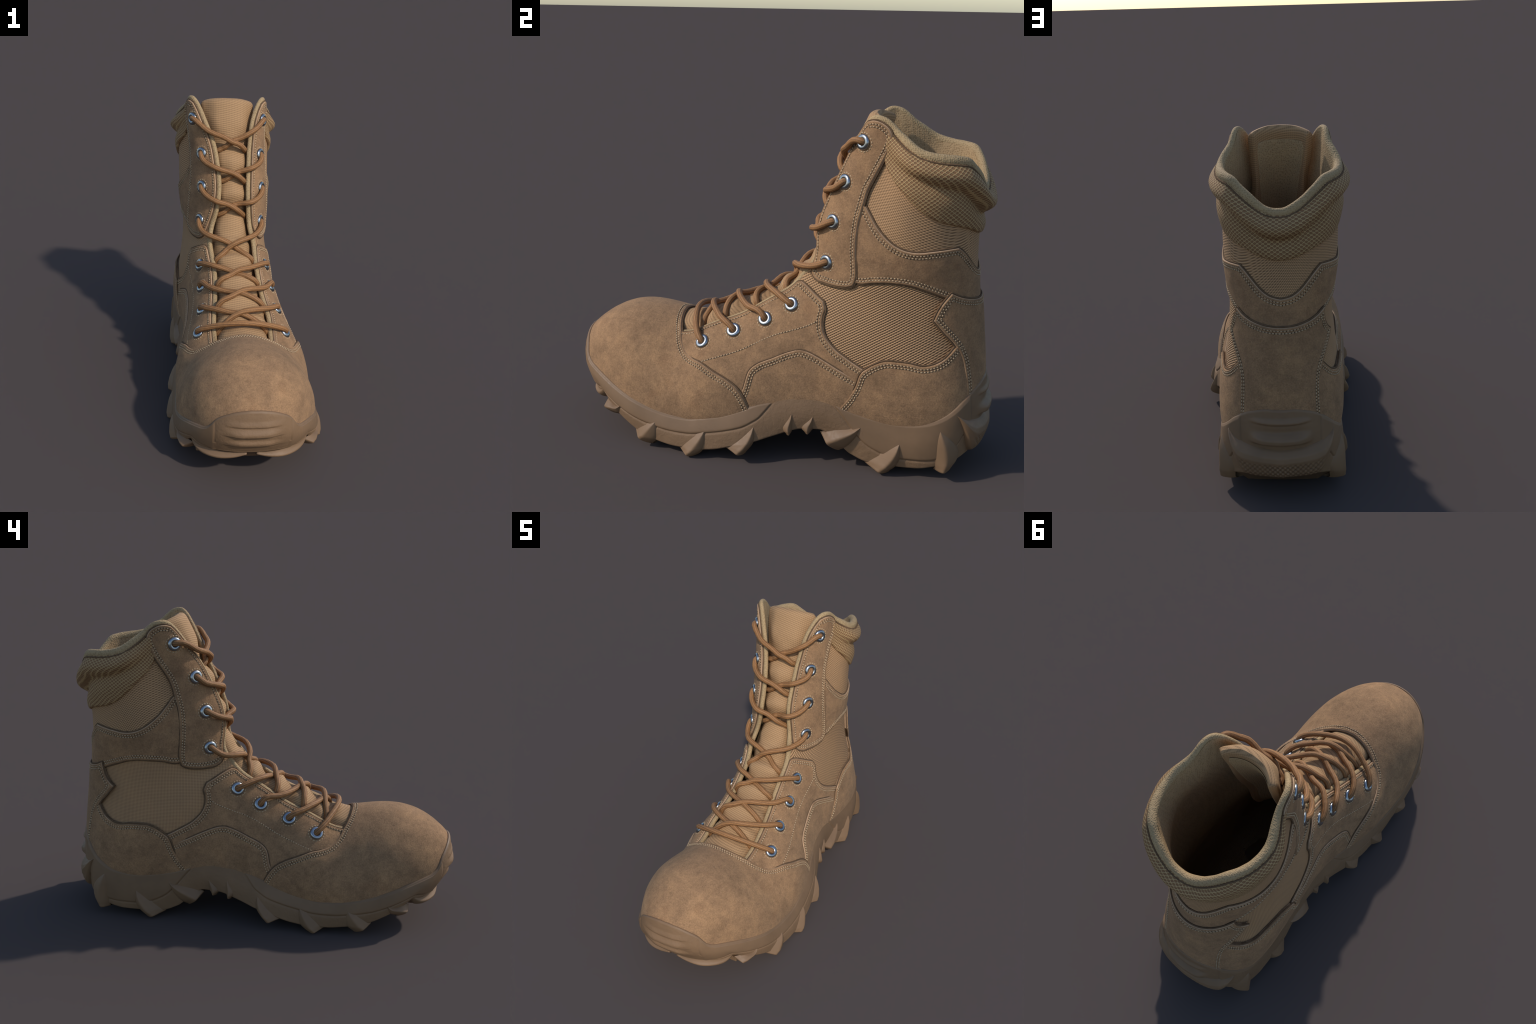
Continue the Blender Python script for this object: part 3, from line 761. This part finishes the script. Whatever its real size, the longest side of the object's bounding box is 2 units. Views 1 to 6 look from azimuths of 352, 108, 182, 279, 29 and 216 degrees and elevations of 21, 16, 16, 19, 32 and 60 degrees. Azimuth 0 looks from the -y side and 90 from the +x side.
for s in (1, -1):
    for t, p in zip(EYE_T, EYE_P):
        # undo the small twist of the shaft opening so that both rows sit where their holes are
        a, b, n = frame(np.array([t]), np.array([s * p])); a, b, n = a[0], b[0], n[0]
        hgt = .0145 if t > 4 else .0105
        c = at(np.array([t]), np.array([s * p]), np.array([hgt]))[0]
        X = a / np.linalg.norm(a); Y = np.cross(n, X)
        M = Matrix([[X[i], Y[i], n[i], c[i]] for i in range(3)] + [[0, 0, 0, 1]])
        if EYE_ME is None:
            ob = add("eyelet", EV, EF, M_METAL); EYE_ME = ob.data
            u = np.linspace(0, 2 * PI, 24, endpoint=False)
            hv = np.array([[.0165 * math.cos(x), .0165 * math.sin(x), .0012] for x in u])
            hole = add("eyelet_dark_disc", hv, [list(range(24))], M_DARK, ob); DISC_ME = hole.data  # flat dark disc over uncut suede, added to look like an opening
        else:
            ob = bpy.data.objects.new("eyelet", EYE_ME); bpy.context.scene.collection.objects.link(ob); ob.parent = ROOT
            hole = bpy.data.objects.new("eyelet_dark_disc", DISC_ME); bpy.context.scene.collection.objects.link(hole); hole.parent = ob
        ob.matrix_world = M
        # ring of stitches round the eyelet
        aa = np.linspace(0, 2 * PI, 60); e1 = np.outer(np.cos(aa), X) + np.outer(np.sin(aa), Y)
        A2 = np.array([[a @ a, a @ b], [a @ b, b @ b]]); mv = np.linalg.solve(A2, np.stack([e1 @ a, e1 @ b])).T
        ring_rows.append((np.array([t, s * p]) + mv * .0395, hgt - .0012))
for hh in (.0145, .0105):
    rows_to_beads([r for r, h in ring_rows if abs(h + .0012 - hh) < 1e-4], lambda t, p, hh=hh: np.full(len(t), hh - .0012), ROOT, .0145, holes=False)

# ------------------------------------------------------------------ laces
def tube(path, r=.0138, n=16, step=.006):
    P = np.asarray(path, float)
    L = np.concatenate([[0], np.cumsum(np.linalg.norm(np.diff(P, axis=0), axis=1))])
    k = np.linspace(0, L[-1], max(8, int(L[-1] / step)))
    Q = np.stack([cubic(L, P[:, i], k) for i in range(3)], -1)
    T = np.gradient(Q, axis=0); T /= np.linalg.norm(T, axis=1, keepdims=True)
    U = np.zeros_like(T); u = np.cross(T[0], [0.3, .2, 1.0]); u /= np.linalg.norm(u)
    for i in range(len(T)):
        u = u - T[i] * (u @ T[i]); u /= np.linalg.norm(u); U[i] = u
    W = np.cross(T, U)
    a = np.linspace(0, 2 * PI, n * 2, endpoint=False)
    tw = k * 6.0
    ang = a[None] + tw[:, None]
    rad = r * (1 + .035 * np.cos(n * a))[None] * np.ones((len(k), 1)) * (1 + .025 * np.sin(k * 190)[:, None])
    V = Q[:, None] + U[:, None] * (rad * np.cos(ang))[..., None] + W[:, None] * (rad * np.sin(ang))[..., None]
    nu, nv = V.shape[:2]; V = V.reshape(-1, 3); f = grid_faces(nu, nv, False, True)
    f = orient(V, f, V - np.repeat(Q, nv, axis=0))
    fm = ((f.min(1) % nv) // 1 % 4 < 1).astype(int)
    return V, f, fm

def lace(points):
    """points: (t, phi, height above the loft)"""
    a = np.array(points); P = at(a[:, 0], a[:, 1], a[:, 2])
    V, f, fm = tube(P); add("lace", V, f, [M_LACE_A, M_LACE_B], None, fm)

# upper rows: out of an eyelet, over the flap edge, across the tongue, tucked under the other flap above the next eyelet
UNDER = [5.96, 5.38, 4.69, 3.40, 2.77, 2.23, 1.80]
# how far along t a lace has come (0 at its eyelet, 1 where it tucks under) at each phi on the way across
ACROSS_PHI = [.70, .58, .45, .30, .14, 0, -.14, -.28, -.40, -.52]
ACROSS_LOW = [0, .20, .42, .60, .72, .82, .92, 1.0, 1.04, 1.06]
ACROSS_UP = [0, .22, .42, .555, .67, .77, .88, .98, 1.03, 1.05]
OVER_H = [.004, -.005, -.012, .006, .013, .028, .029]
UNDER_H = [-.022, -.030, -.037, -.019, -.012, .004, .006]
for i in range(7):
    t0, p0 = EYE_T[i], EYE_P[i]; t1 = UNDER[i]; up = i < 3
    for s in (1, -1):
        over = (s < 0) if i < 3 else (s > 0)
        hc = (OVER_H if over else UNDER_H)[i]
        edge = .40 if (1 <= i <= 2) else .47
        pts = [(t0 + .02, s * (p0 + .02), -.012), (t0 + .008, s * p0, .017)]
        prof = [(p0 - .07, .031), (edge + .05, .031), (edge - .06, .026), (.14, hc + .005), (0, hc), (-.14, hc - .004 - .01 * (not up)), (-.27, -.016 if not up else hc - .016), (-.39, -.030 if not up else -.042), (-.52, -.055)]
        for ph, h in prof:
            a = np.interp(-ph, [-q for q in ACROSS_PHI], ACROSS_UP if i < 4 else ACROSS_LOW)
            a *= 1.0 if ph < .6 else (.70 - 0) and 1.0
            tl = t0 + (t1 - t0) * a
            if -.42 < ph < .3: h = max(h, float(tongue_h(np.array([tl]), np.array([ph]))[0]) + .009)
            pts.append((tl + rng.normal(0, .006), s * ph, h))
        lace(pts)
# bottom bar, straight across
t0, p0 = EYE_T[7], EYE_P[7]
lace([(t0 + .02, p0 + .02, -.012), (t0 + .005, p0, .017), (t0 - .05, p0 - .09, .031), (t0 - .15, .45, .034), (t0 - .25, .2, .034), (t0 - .29, 0, .032), (t0 - .25, -.2, .034), (t0 - .15, -.45, .034), (t0 - .05, -p0 + .09, .031), (t0 + .005, -p0, .017), (t0 + .02, -p0 - .02, -.012)])

# ------------------------------------------------------------------ sole
# half perimeter from toe centre to heel centre: loft point of the top line | bottom edge y, half width, z | groove position (0 top .. 1 bottom, <0 none)
SOLE = np.array([
    [.142, .00, -.935, .000, .203, 1.3], [.165, .34, -.932, .060, .203, 1.3], [.250, .73, -.918, .130, .203, 1.3], [.345, 1.05, -.890, .190, .200, 1.0],
    [.42, 1.33, -.848, .240, .194, .92], [.50, 1.44, -.800, .276, .198, .84], [.66, 1.52, -.740, .308, .158, .66], [.84, 1.57, -.670, .336, .120, .61],
    [1.07, 1.64, -.570, .355, .074, .55], [1.30, 1.68, -.470, .366, .050, .50], [1.57, 1.77, -.370, .372, .040, .48], [1.85, 1.86, -.280, .374, .042, .466],
    [2.10, 1.85, -.190, .371, .055, .457], [2.40, 1.76, -.080, .358, .085, .49], [2.60, 1.70, .000, .340, .108, .40], [2.85, 1.75, .090, .312, .140, -.15],
    [3.10, 1.75, .200, .288, .175, -.5], [3.25, 1.76, .280, .276, .178, -.4], [3.36, 1.80, .345, .272, .142, .02], [3.50, 1.885, .425, .270, .075, .42],
    [3.60, 1.93, .505, .275, .050, .64], [3.75, 2.00, .610, .276, .048, .80], [3.90, 2.06, .710, .274, .052, .82], [4.05, 2.15, .800, .262, .070, .86],
    [4.22, 2.29, .866, .232, .090, .74], [4.34, 2.43, .906, .190, .108, .56], [4.46, 2.67, .938, .115, .118, .50], [4.515, 2.95, .948, .035, .122, .50], [4.515, PI, .950, .000, .122, .50]])
CX = lambda y: np.interp(y, [-1, -.8, -.64, -.44, -.2, 0, .2, .37, .6, .82, 1], [-.035, -.030, -.019, -.004, -.004, -.012, -.028, -.036, -.050, -.058, -.060])
NS = len(SOLE) - 1

class Wall:
    """side wall of the sole: positions by perimeter station s (signed, + on the +x side) and height"""
    def __init__(w):
        w.k = np.arange(NS + 1.0)
    def col(w, s, i):
        q = np.abs(s)
        sg = np.sign(s)
        # even columns mirror, odd (phi, half width) change sign
        k = np.concatenate([-w.k[3:0:-1], w.k, 2 * NS - w.k[-2:-5:-1]])
        c = SOLE[:, i]
        odd = i in (1, 3)
        if i == 1: c2 = np.concatenate([-c[3:0:-1], c, 2 * PI - c[-2:-5:-1]])
        else: c2 = np.concatenate([(-1 if odd else 1) * c[3:0:-1], c, (-1 if odd else 1) * c[-2:-5:-1]])
        v = pch(k, c2, q)
        return v * sg if odd else v
    def top(w, s):
        return at(w.col(s, 0), w.col(s, 1), .016 + .010 * sstep(20.5, 25, np.abs(s)))
    def bottom(w, s):
        y = w.col(s, 2); return np.stack([CX(y) + w.col(s, 3), y, w.col(s, 4)], -1)
    def out(w, s):
        """horizontal outward direction"""
        a = w.bottom(s + .15 * np.where(s >= 0, 1, 1)); b = w.bottom(s - .15)
        d = a - b; o = np.stack([d[:, 1], -d[:, 0], 0 * d[:, 0]], -1)
        o /= np.linalg.norm(o, axis=1, keepdims=True) + 1e-9
        c = w.bottom(s) - np.array([-.03, 0, 0]); c[:, 1] = np.where(c[:, 1] < -.6, c[:, 1] + .6, np.where(c[:, 1] > .65, c[:, 1] - .65, 0)); c[:, 2] = 0
        sg = np.where((o * c).sum(-1) < 0, -1, 1)
        return o * sg[:, None]
    def bulge(w, s):
        q = np.abs(s)
        return .008 + .020 * (1 - sstep(2.0, 4.0, q)) + .008 * sstep(24.5, 26.5, q)
    def point(w, s, z, out=0.0, tuck=.5):
        """point on the wall at height z (below the bottom edge it tucks inwards)"""
        s = np.atleast_1d(np.asarray(s, float)); z = np.broadcast_to(np.asarray(z, float), s.shape)
        a, b, o = w.top(s), w.bottom(s), w.out(s)
        v = (a[:, 2] - z) / (a[:, 2] - b[:, 2]); vc = np.clip(v, -.1, 1)
        P = a + (b - a) * vc[:, None] + o * (w.bulge(s) * np.sin(PI * np.clip(vc, 0, 1)))[:, None]
        under = np.clip(b[:, 2] - z, 0, 1)
        P = P + o * (np.asarray(out) - tuck * under)[:, None]; P[:, 2] = z
        return P
WALL = Wall()

def sole():
    half = np.concatenate([np.linspace(0, 5, 150), np.linspace(5, 23, 330)[1:], np.linspace(23, NS, 130)[1:]])
    s = np.concatenate([half, -half[-2:0:-1]]); n = len(s)
    q = np.abs(s)
    a, b, o = WALL.top(s), WALL.bottom(s), WALL.out(s)
    # continuous outward directions at the two ends
    for _ in range(6):
        o = (np.roll(o, 1, 0) + 2 * o + np.roll(o, -1, 0)) / 4; o /= np.linalg.norm(o, axis=1, keepdims=True)
    vg = WALL.col(s, 5)
    bul = WALL.bulge(s)
    inner = at(WALL.col(s, 0), WALL.col(s, 1), np.full(n, -.012))
    rows, vals = [], []
    # lip: from inside the upper, over a rounded top edge
    up = np.array([0, 0, 1.0])
    r = .011
    rows.append(inner - up * .004); vals.append(-.2)
    for x in np.linspace(0, PI / 2, 7)[:-1]:
        rows.append(a - o * r * (1 - math.sin(x)) + up * (r * math.cos(x) - .002)); vals.append(-.05)
    nv = 64
    for v in np.linspace(0, 1, nv):
        P = a + (b - a) * v + o * (bul * math.sin(PI * v))[:, None]
        rows.append(P); vals.append(v)
    W = np.stack(rows, 1); i0 = 7
    # relief of the wall
    wall = W[:, i0:]; v = np.linspace(0, 1, nv)[None] * np.ones((n, 1))
    y = wall[..., 1]; z = wall[..., 2]; dx = wall[..., 0] - CX(wall[..., 1]); adx = np.abs(dx)
    hgt = (a[:, 2] - b[:, 2])[:, None]
    d = np.zeros_like(v)
    toe = 1 - sstep(.165, .185, adx); toe = np.where(q[:, None] < 6, toe, 0)
    heel = 1 - sstep(.168, .182, adx); heel = np.where(q[:, None] > 22, heel, 0)
    G2 = vg[:, None]
    band = sstep(-.012, .012, (G2 - v) * hgt) * (1 - toe) * (1 - heel)
    d += .0032 * band
    d -= .004 * gauss((G2 - v) * hgt + .004, 0, .005) * (1 - toe) * (1 - heel) * (G2 > -.1)
    # toe bumper: soft seam at its sides and three moulded ridges
    d -= .0025 * gauss(adx, .176, .005) * (q[:, None] < 6) * (v < .72)
    lens = 1 - sstep(.05, .155, adx); lens = lens * (q[:, None] < 6)
    d += .016 * lens * sstep(.356, .322, z) * sstep(.306, .312, z)
    d += .013 * lens * sstep(.288, .262, z) * sstep(.246, .252, z)
    d += .006 * lens * sstep(.392, .366, z) * sstep(.356, .362, z)
    # heel cap: two smiling ridges
    zz = z - .32 * dx * dx * (q[:, None] > 22)
    lens = (1 - sstep(.07, .150, adx)) * (q[:, None] > 22)
    d += .010 * lens * sstep(.396, .374, zz) * sstep(.364, .369, zz) * sstep(.04, .12, v)
    d += .025 * lens * sstep(.328, .297, zz) * sstep(.268, .282, zz)
    d -= .003 * lens * gauss(zz, .334, .012)
    d -= .003 * gauss(adx, .175, .004) * (q[:, None] > 22) * (v < .55)
    # small unevenness of the moulded lower part
    d += .0005 * lumps(wall.reshape(-1, 3), .05, 9).reshape(d.shape) * (1 - band)
    d *= sstep(0, .04, v)
    W[:, i0:] = wall + o[:, None] * d[..., None]
    # rounded bottom edge and underside
    extra = []
    last = W[:, -1]
    for x in np.linspace(0, PI / 2, 6)[1:]:
        extra.append(last - o * .014 * (1 - math.cos(x)) - up * .010 * math.sin(x))
    endw = (sstep(21.5, 24.5, q) + 1 - sstep(3.5, 9, q))[:, None]
    dr = last - o * .075; dr[:, 2] -= np.clip(last[:, 2] - .030, .010, .075) * endw[:, 0] + .010 * (1 - endw[:, 0])
    extra.append(dr)
    cen = extra[-1].copy()
    for f in (.85, .6, .3, .02):
        Q = cen.copy(); Q[:, 0] = CX(cen[:, 1]) + (cen[:, 0] - CX(cen[:, 1])) * f; Q[:, 1] = cen[:, 1] * (.96 + .04 * f)
        extra.append(Q)
    W = np.concatenate([W, np.stack(extra, 1)], 1)
    nu, nvv = W.shape[:2]; V = W.reshape(-1, 3); f = grid_faces(nu, nvv, True, False)
    fr = f.reshape(nu, nvv - 1, 4)
    # orientation: outward on the wall
    mid = V[fr[200, 30]]; nn = np.cross(mid[1] - mid[0], mid[2] - mid[0])
    if nn @ o[200] < 0: f = f[:, ::-1]
    gm = np.zeros((nu, nvv - 1), int); gm[:, i0:i0 + nv - 1] = ((band + 0)[:, :-1] < .5)
    heelcap = (heel[:, :-1] > .5); gm[:, i0:i0 + nv - 1] = np.where(heelcap, 0, gm[:, i0:i0 + nv - 1])
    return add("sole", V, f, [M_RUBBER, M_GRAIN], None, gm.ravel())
SOLE_OB = sole()

# side lugs: claws lying on the wall. front edge and rear edge run from the tip to the foot of the lug, as (station, z)
_q = np.linspace(0, NS, 600); _y = WALL.col(_q, 2)
def st(y): return np.interp(y, _y, _q)
LUGS = [  # front edge (y, z), rear edge (y, z), outward reach, ridge position
    dict(F=[(-.64, .170), (-.69, .158), (-.745, .166), (-.785, .160)], R=[(-.64, .168), (-.664, .140), (-.690, .118), (-.725, .100)], out=.036, m=.42),
    dict(F=[(-.437, .143), (-.49, .122), (-.55, .092), (-.592, .068)], R=[(-.437, .140), (-.447, .095), (-.465, .052), (-.502, .012)], out=.036, m=.45),
    dict(F=[(-.222, .137), (-.265, .110), (-.322, .060), (-.350, .030)], R=[(-.222, .134), (-.220, .088), (-.236, .035), (-.268, .000)], out=.036, m=.55),
    dict(F=[(-.006, .178), (-.045, .136), (-.092, .090), (-.125, .065)], R=[(-.006, .176), (.002, .130), (-.006, .085), (-.035, .036)], out=.038, m=.60),
    dict(F=[(.153, .250), (.163, .215), (.166, .180), (.160, .150)], R=[(.153, .250), (.136, .210), (.118, .172), (.135, .140)], out=.026, m=.5),
    dict(F=[(.250, .243), (.256, .210), (.258, .182), (.245, .158)], R=[(.250, .243), (.228, .212), (.200, .178), (.215, .150)], out=.026, m=.5),
    dict(F=[(.466, .217), (.410, .198), (.345, .182), (.283, .158)], R=[(.466, .215), (.444, .165), (.412, .112), (.372, .072)], out=.046, m=.40),
    dict(F=[(.641, .167), (.600, .140), (.545, .090), (.488, .040)], R=[(.641, .164), (.648, .112), (.635, .055), (.600, .006)], out=.044, m=.64),
    dict(F=[(.815, .247), (.800, .190), (.795, .110), (.795, .048)], R=[(.815, .247), (.862, .195), (.892, .125), (.872, .055)], out=.046, m=.40),
]
def lug(F, R, out, m, s, name="lug", toe=False):
    nu, nw = 34, 25
    u = np.linspace(0, 1, nu)
    k = np.linspace(0, 1, len(F))
    Fc = np.stack([cubic(k, np.array(F)[:, 0], u), cubic(k, np.array(F)[:, 1], u)], -1); Rc = np.stack([cubic(k, np.array(R)[:, 0], u), cubic(k, np.array(R)[:, 1], u)], -1)
    w = np.linspace(0, 1, nw)
    C = Fc[:, None] * (1 - w)[None, :, None] + Rc[:, None] * w[None, :, None]
    prof = np.where(w < m, np.clip(w / m, 0, 1)**.9, np.clip((1 - w) / (1 - m), 0, 1)**.58)
    ker = np.array([1, 2, 3, 2, 1.]); ker /= ker.sum()
    prof = np.convolve(np.pad(prof, 2), ker, "valid") * 1.12
    reach = out * ((np.clip(u / .30, 0, 1)**.7 * (1 - sstep(.62, 1, u))) if toe else u**.6 * (1 - .15 * sstep(.8, 1, u)))[:, None] * prof[None] - .006
    yy = C[..., 0].ravel(); zz = C[..., 1].ravel()
    sta = st(yy) if not toe else yy
    pr = np.clip(np.repeat(prof[None], nu, 0).ravel(), 0, 1)
    P = WALL.point(s * sta, zz, reach.ravel(), tuck=(.60 - .48 * pr) if toe else (.50 - .40 * pr)).reshape(nu, nw, 3)
    # the foot: round over and run in under the sole
    o = WALL.out(s * (st(C[-1, :, 0]) if not toe else C[-1, :, 0]))
    rows = [P]
    base = P[-1]
    for g, dz in ((.006, -.006), (.016, -.010), (.045, -.010), (.10, .02)):
        Q = base - o * g; Q[:, 2] += dz; rows.append(Q[None])
    V = np.concatenate(rows, 0); n2 = len(V); V = V.reshape(-1, 3)
    V[:, 2] = np.maximum(V[:, 2], 0.0)
    f = grid_faces(n2, nw)
    ref = np.repeat(np.concatenate([WALL.out(s * (st(Fc[:, 0]) if not toe else Fc[:, 0])), np.repeat(o[:1], 4, 0)]), nw, axis=0) + np.array([0, 0, -.3])
    a = V[f[:, 0]]; nn = np.cross(V[f[:, 1]] - a, V[f[:, 2]] - a)
    if (nn * ref[f[:, 0]]).sum() < 0: f = f[:, ::-1]
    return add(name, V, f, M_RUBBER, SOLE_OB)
for s in (1, -1):
    for L in LUGS: lug(s=s, **L)
    # toe claw wraps round the front corner: given directly in perimeter stations
    lug(F=[(5.20, .222), (4.6, .206), (3.8, .192), (2.8, .186), (1.7, .186), (.40, .192)], R=[(5.20, .216), (5.0, .168), (4.3, .136), (3.1, .130), (1.7, .140), (.40, .172)], out=.010, m=.50, s=s, toe=True)

# heel crescent: a smiling lug across the back with a knobbly face
def crescent():
    nu, nw = 160, 60
    x = np.linspace(-1, 1, nu); ax = np.abs(x)
    s_end = st(.872)
    q = s_end + (NS - s_end) * (1 - ax)
    sgn = np.where(x >= 0, 1, -1)
    ztop = .249 + .060 * ax**2.2
    zbot = .098 + .03 * ax**2 + .175 * sstep(.62, 1.0, ax)
    w = np.linspace(0, 1, nw)
    Z = ztop[:, None] + (zbot - ztop)[:, None] * w
    fade = np.clip((1 - ax) / .30, 0, 1)**.6
    prof = np.interp(w, [0, .05, .22, .38, .8, .95, 1], [0, .30, .82, 1.0, .78, .5, .0])
    ker = np.array([1, 2, 3, 2, 1.]) / 9; prof = np.convolve(np.pad(prof, 2, mode="edge"), ker, "valid"); prof[0] = 0
    R = .040 * fade[:, None] * prof[None] - .004
    # knobs on the lower face
    P = WALL.point(np.repeat(sgn * np.minimum(q, NS - 1e-3), nw), Z.ravel(), R.ravel(), tuck=.35).reshape(nu, nw, 3)
    arc = P[..., 0]
    kn = np.cos(arc * 2 * PI / .022) * np.cos(Z * 2 * PI / .026)
    mask = sstep(.42, .5, w)[None] * (1 - sstep(.9, .97, w))[None] * (1 - sstep(.62, .74, ax))[:, None]
    o = WALL.out(sgn * np.minimum(q, NS - 1e-3))
    P = P + o[:, None] * (mask * .0036 * kn)[..., None]
    low = P[:, -1] - o * .06; low[:, 2] -= .004
    V = np.concatenate([P, low[:, None]], 1).reshape(-1, 3); f = grid_faces(nu, nw + 1)
    a = V[f[:, 0]]; nn = np.cross(V[f[:, 1]] - a, V[f[:, 2]] - a)
    if nn[:, 1].sum() < 0: f = f[:, ::-1]
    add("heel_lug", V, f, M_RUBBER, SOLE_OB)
crescent()

# tread blocks under the sole
def block(c, hx, hy, z0, z1, taper=.8):
    V = [(c[0] + sx * hx * k, c[1] + sy * hy * k, z) for z, k in ((z1, 1), (z0, taper)) for sx, sy in ((-1, -1), (1, -1), (1, 1), (-1, 1))]
    F = [(0, 1, 2, 3), (7, 6, 5, 4), (0, 4, 5, 1), (1, 5, 6, 2), (2, 6, 7, 3), (3, 7, 4, 0)]
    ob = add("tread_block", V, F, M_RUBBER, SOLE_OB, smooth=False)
    b = ob.modifiers.new("round", "BEVEL"); b.width = .005; b.segments = 2
for y, z in ((-.86, .155), (-.72, .095), (-.56, .045), (-.40, .015), (-.24, .015), (-.08, .045)):
    for x in (-.24, 0, .24):
        if y < -.8 and x: continue
        block((CX(y) + x * (.9 if y < -.6 else 1), y), .035 if x == 0 else .045, .022, max(z - .012, 0), z + .06)
for y in (.50, .64):
    for x in (-.12, .12):
        block((CX(y) + x, y), .05, .035, .010, .06)
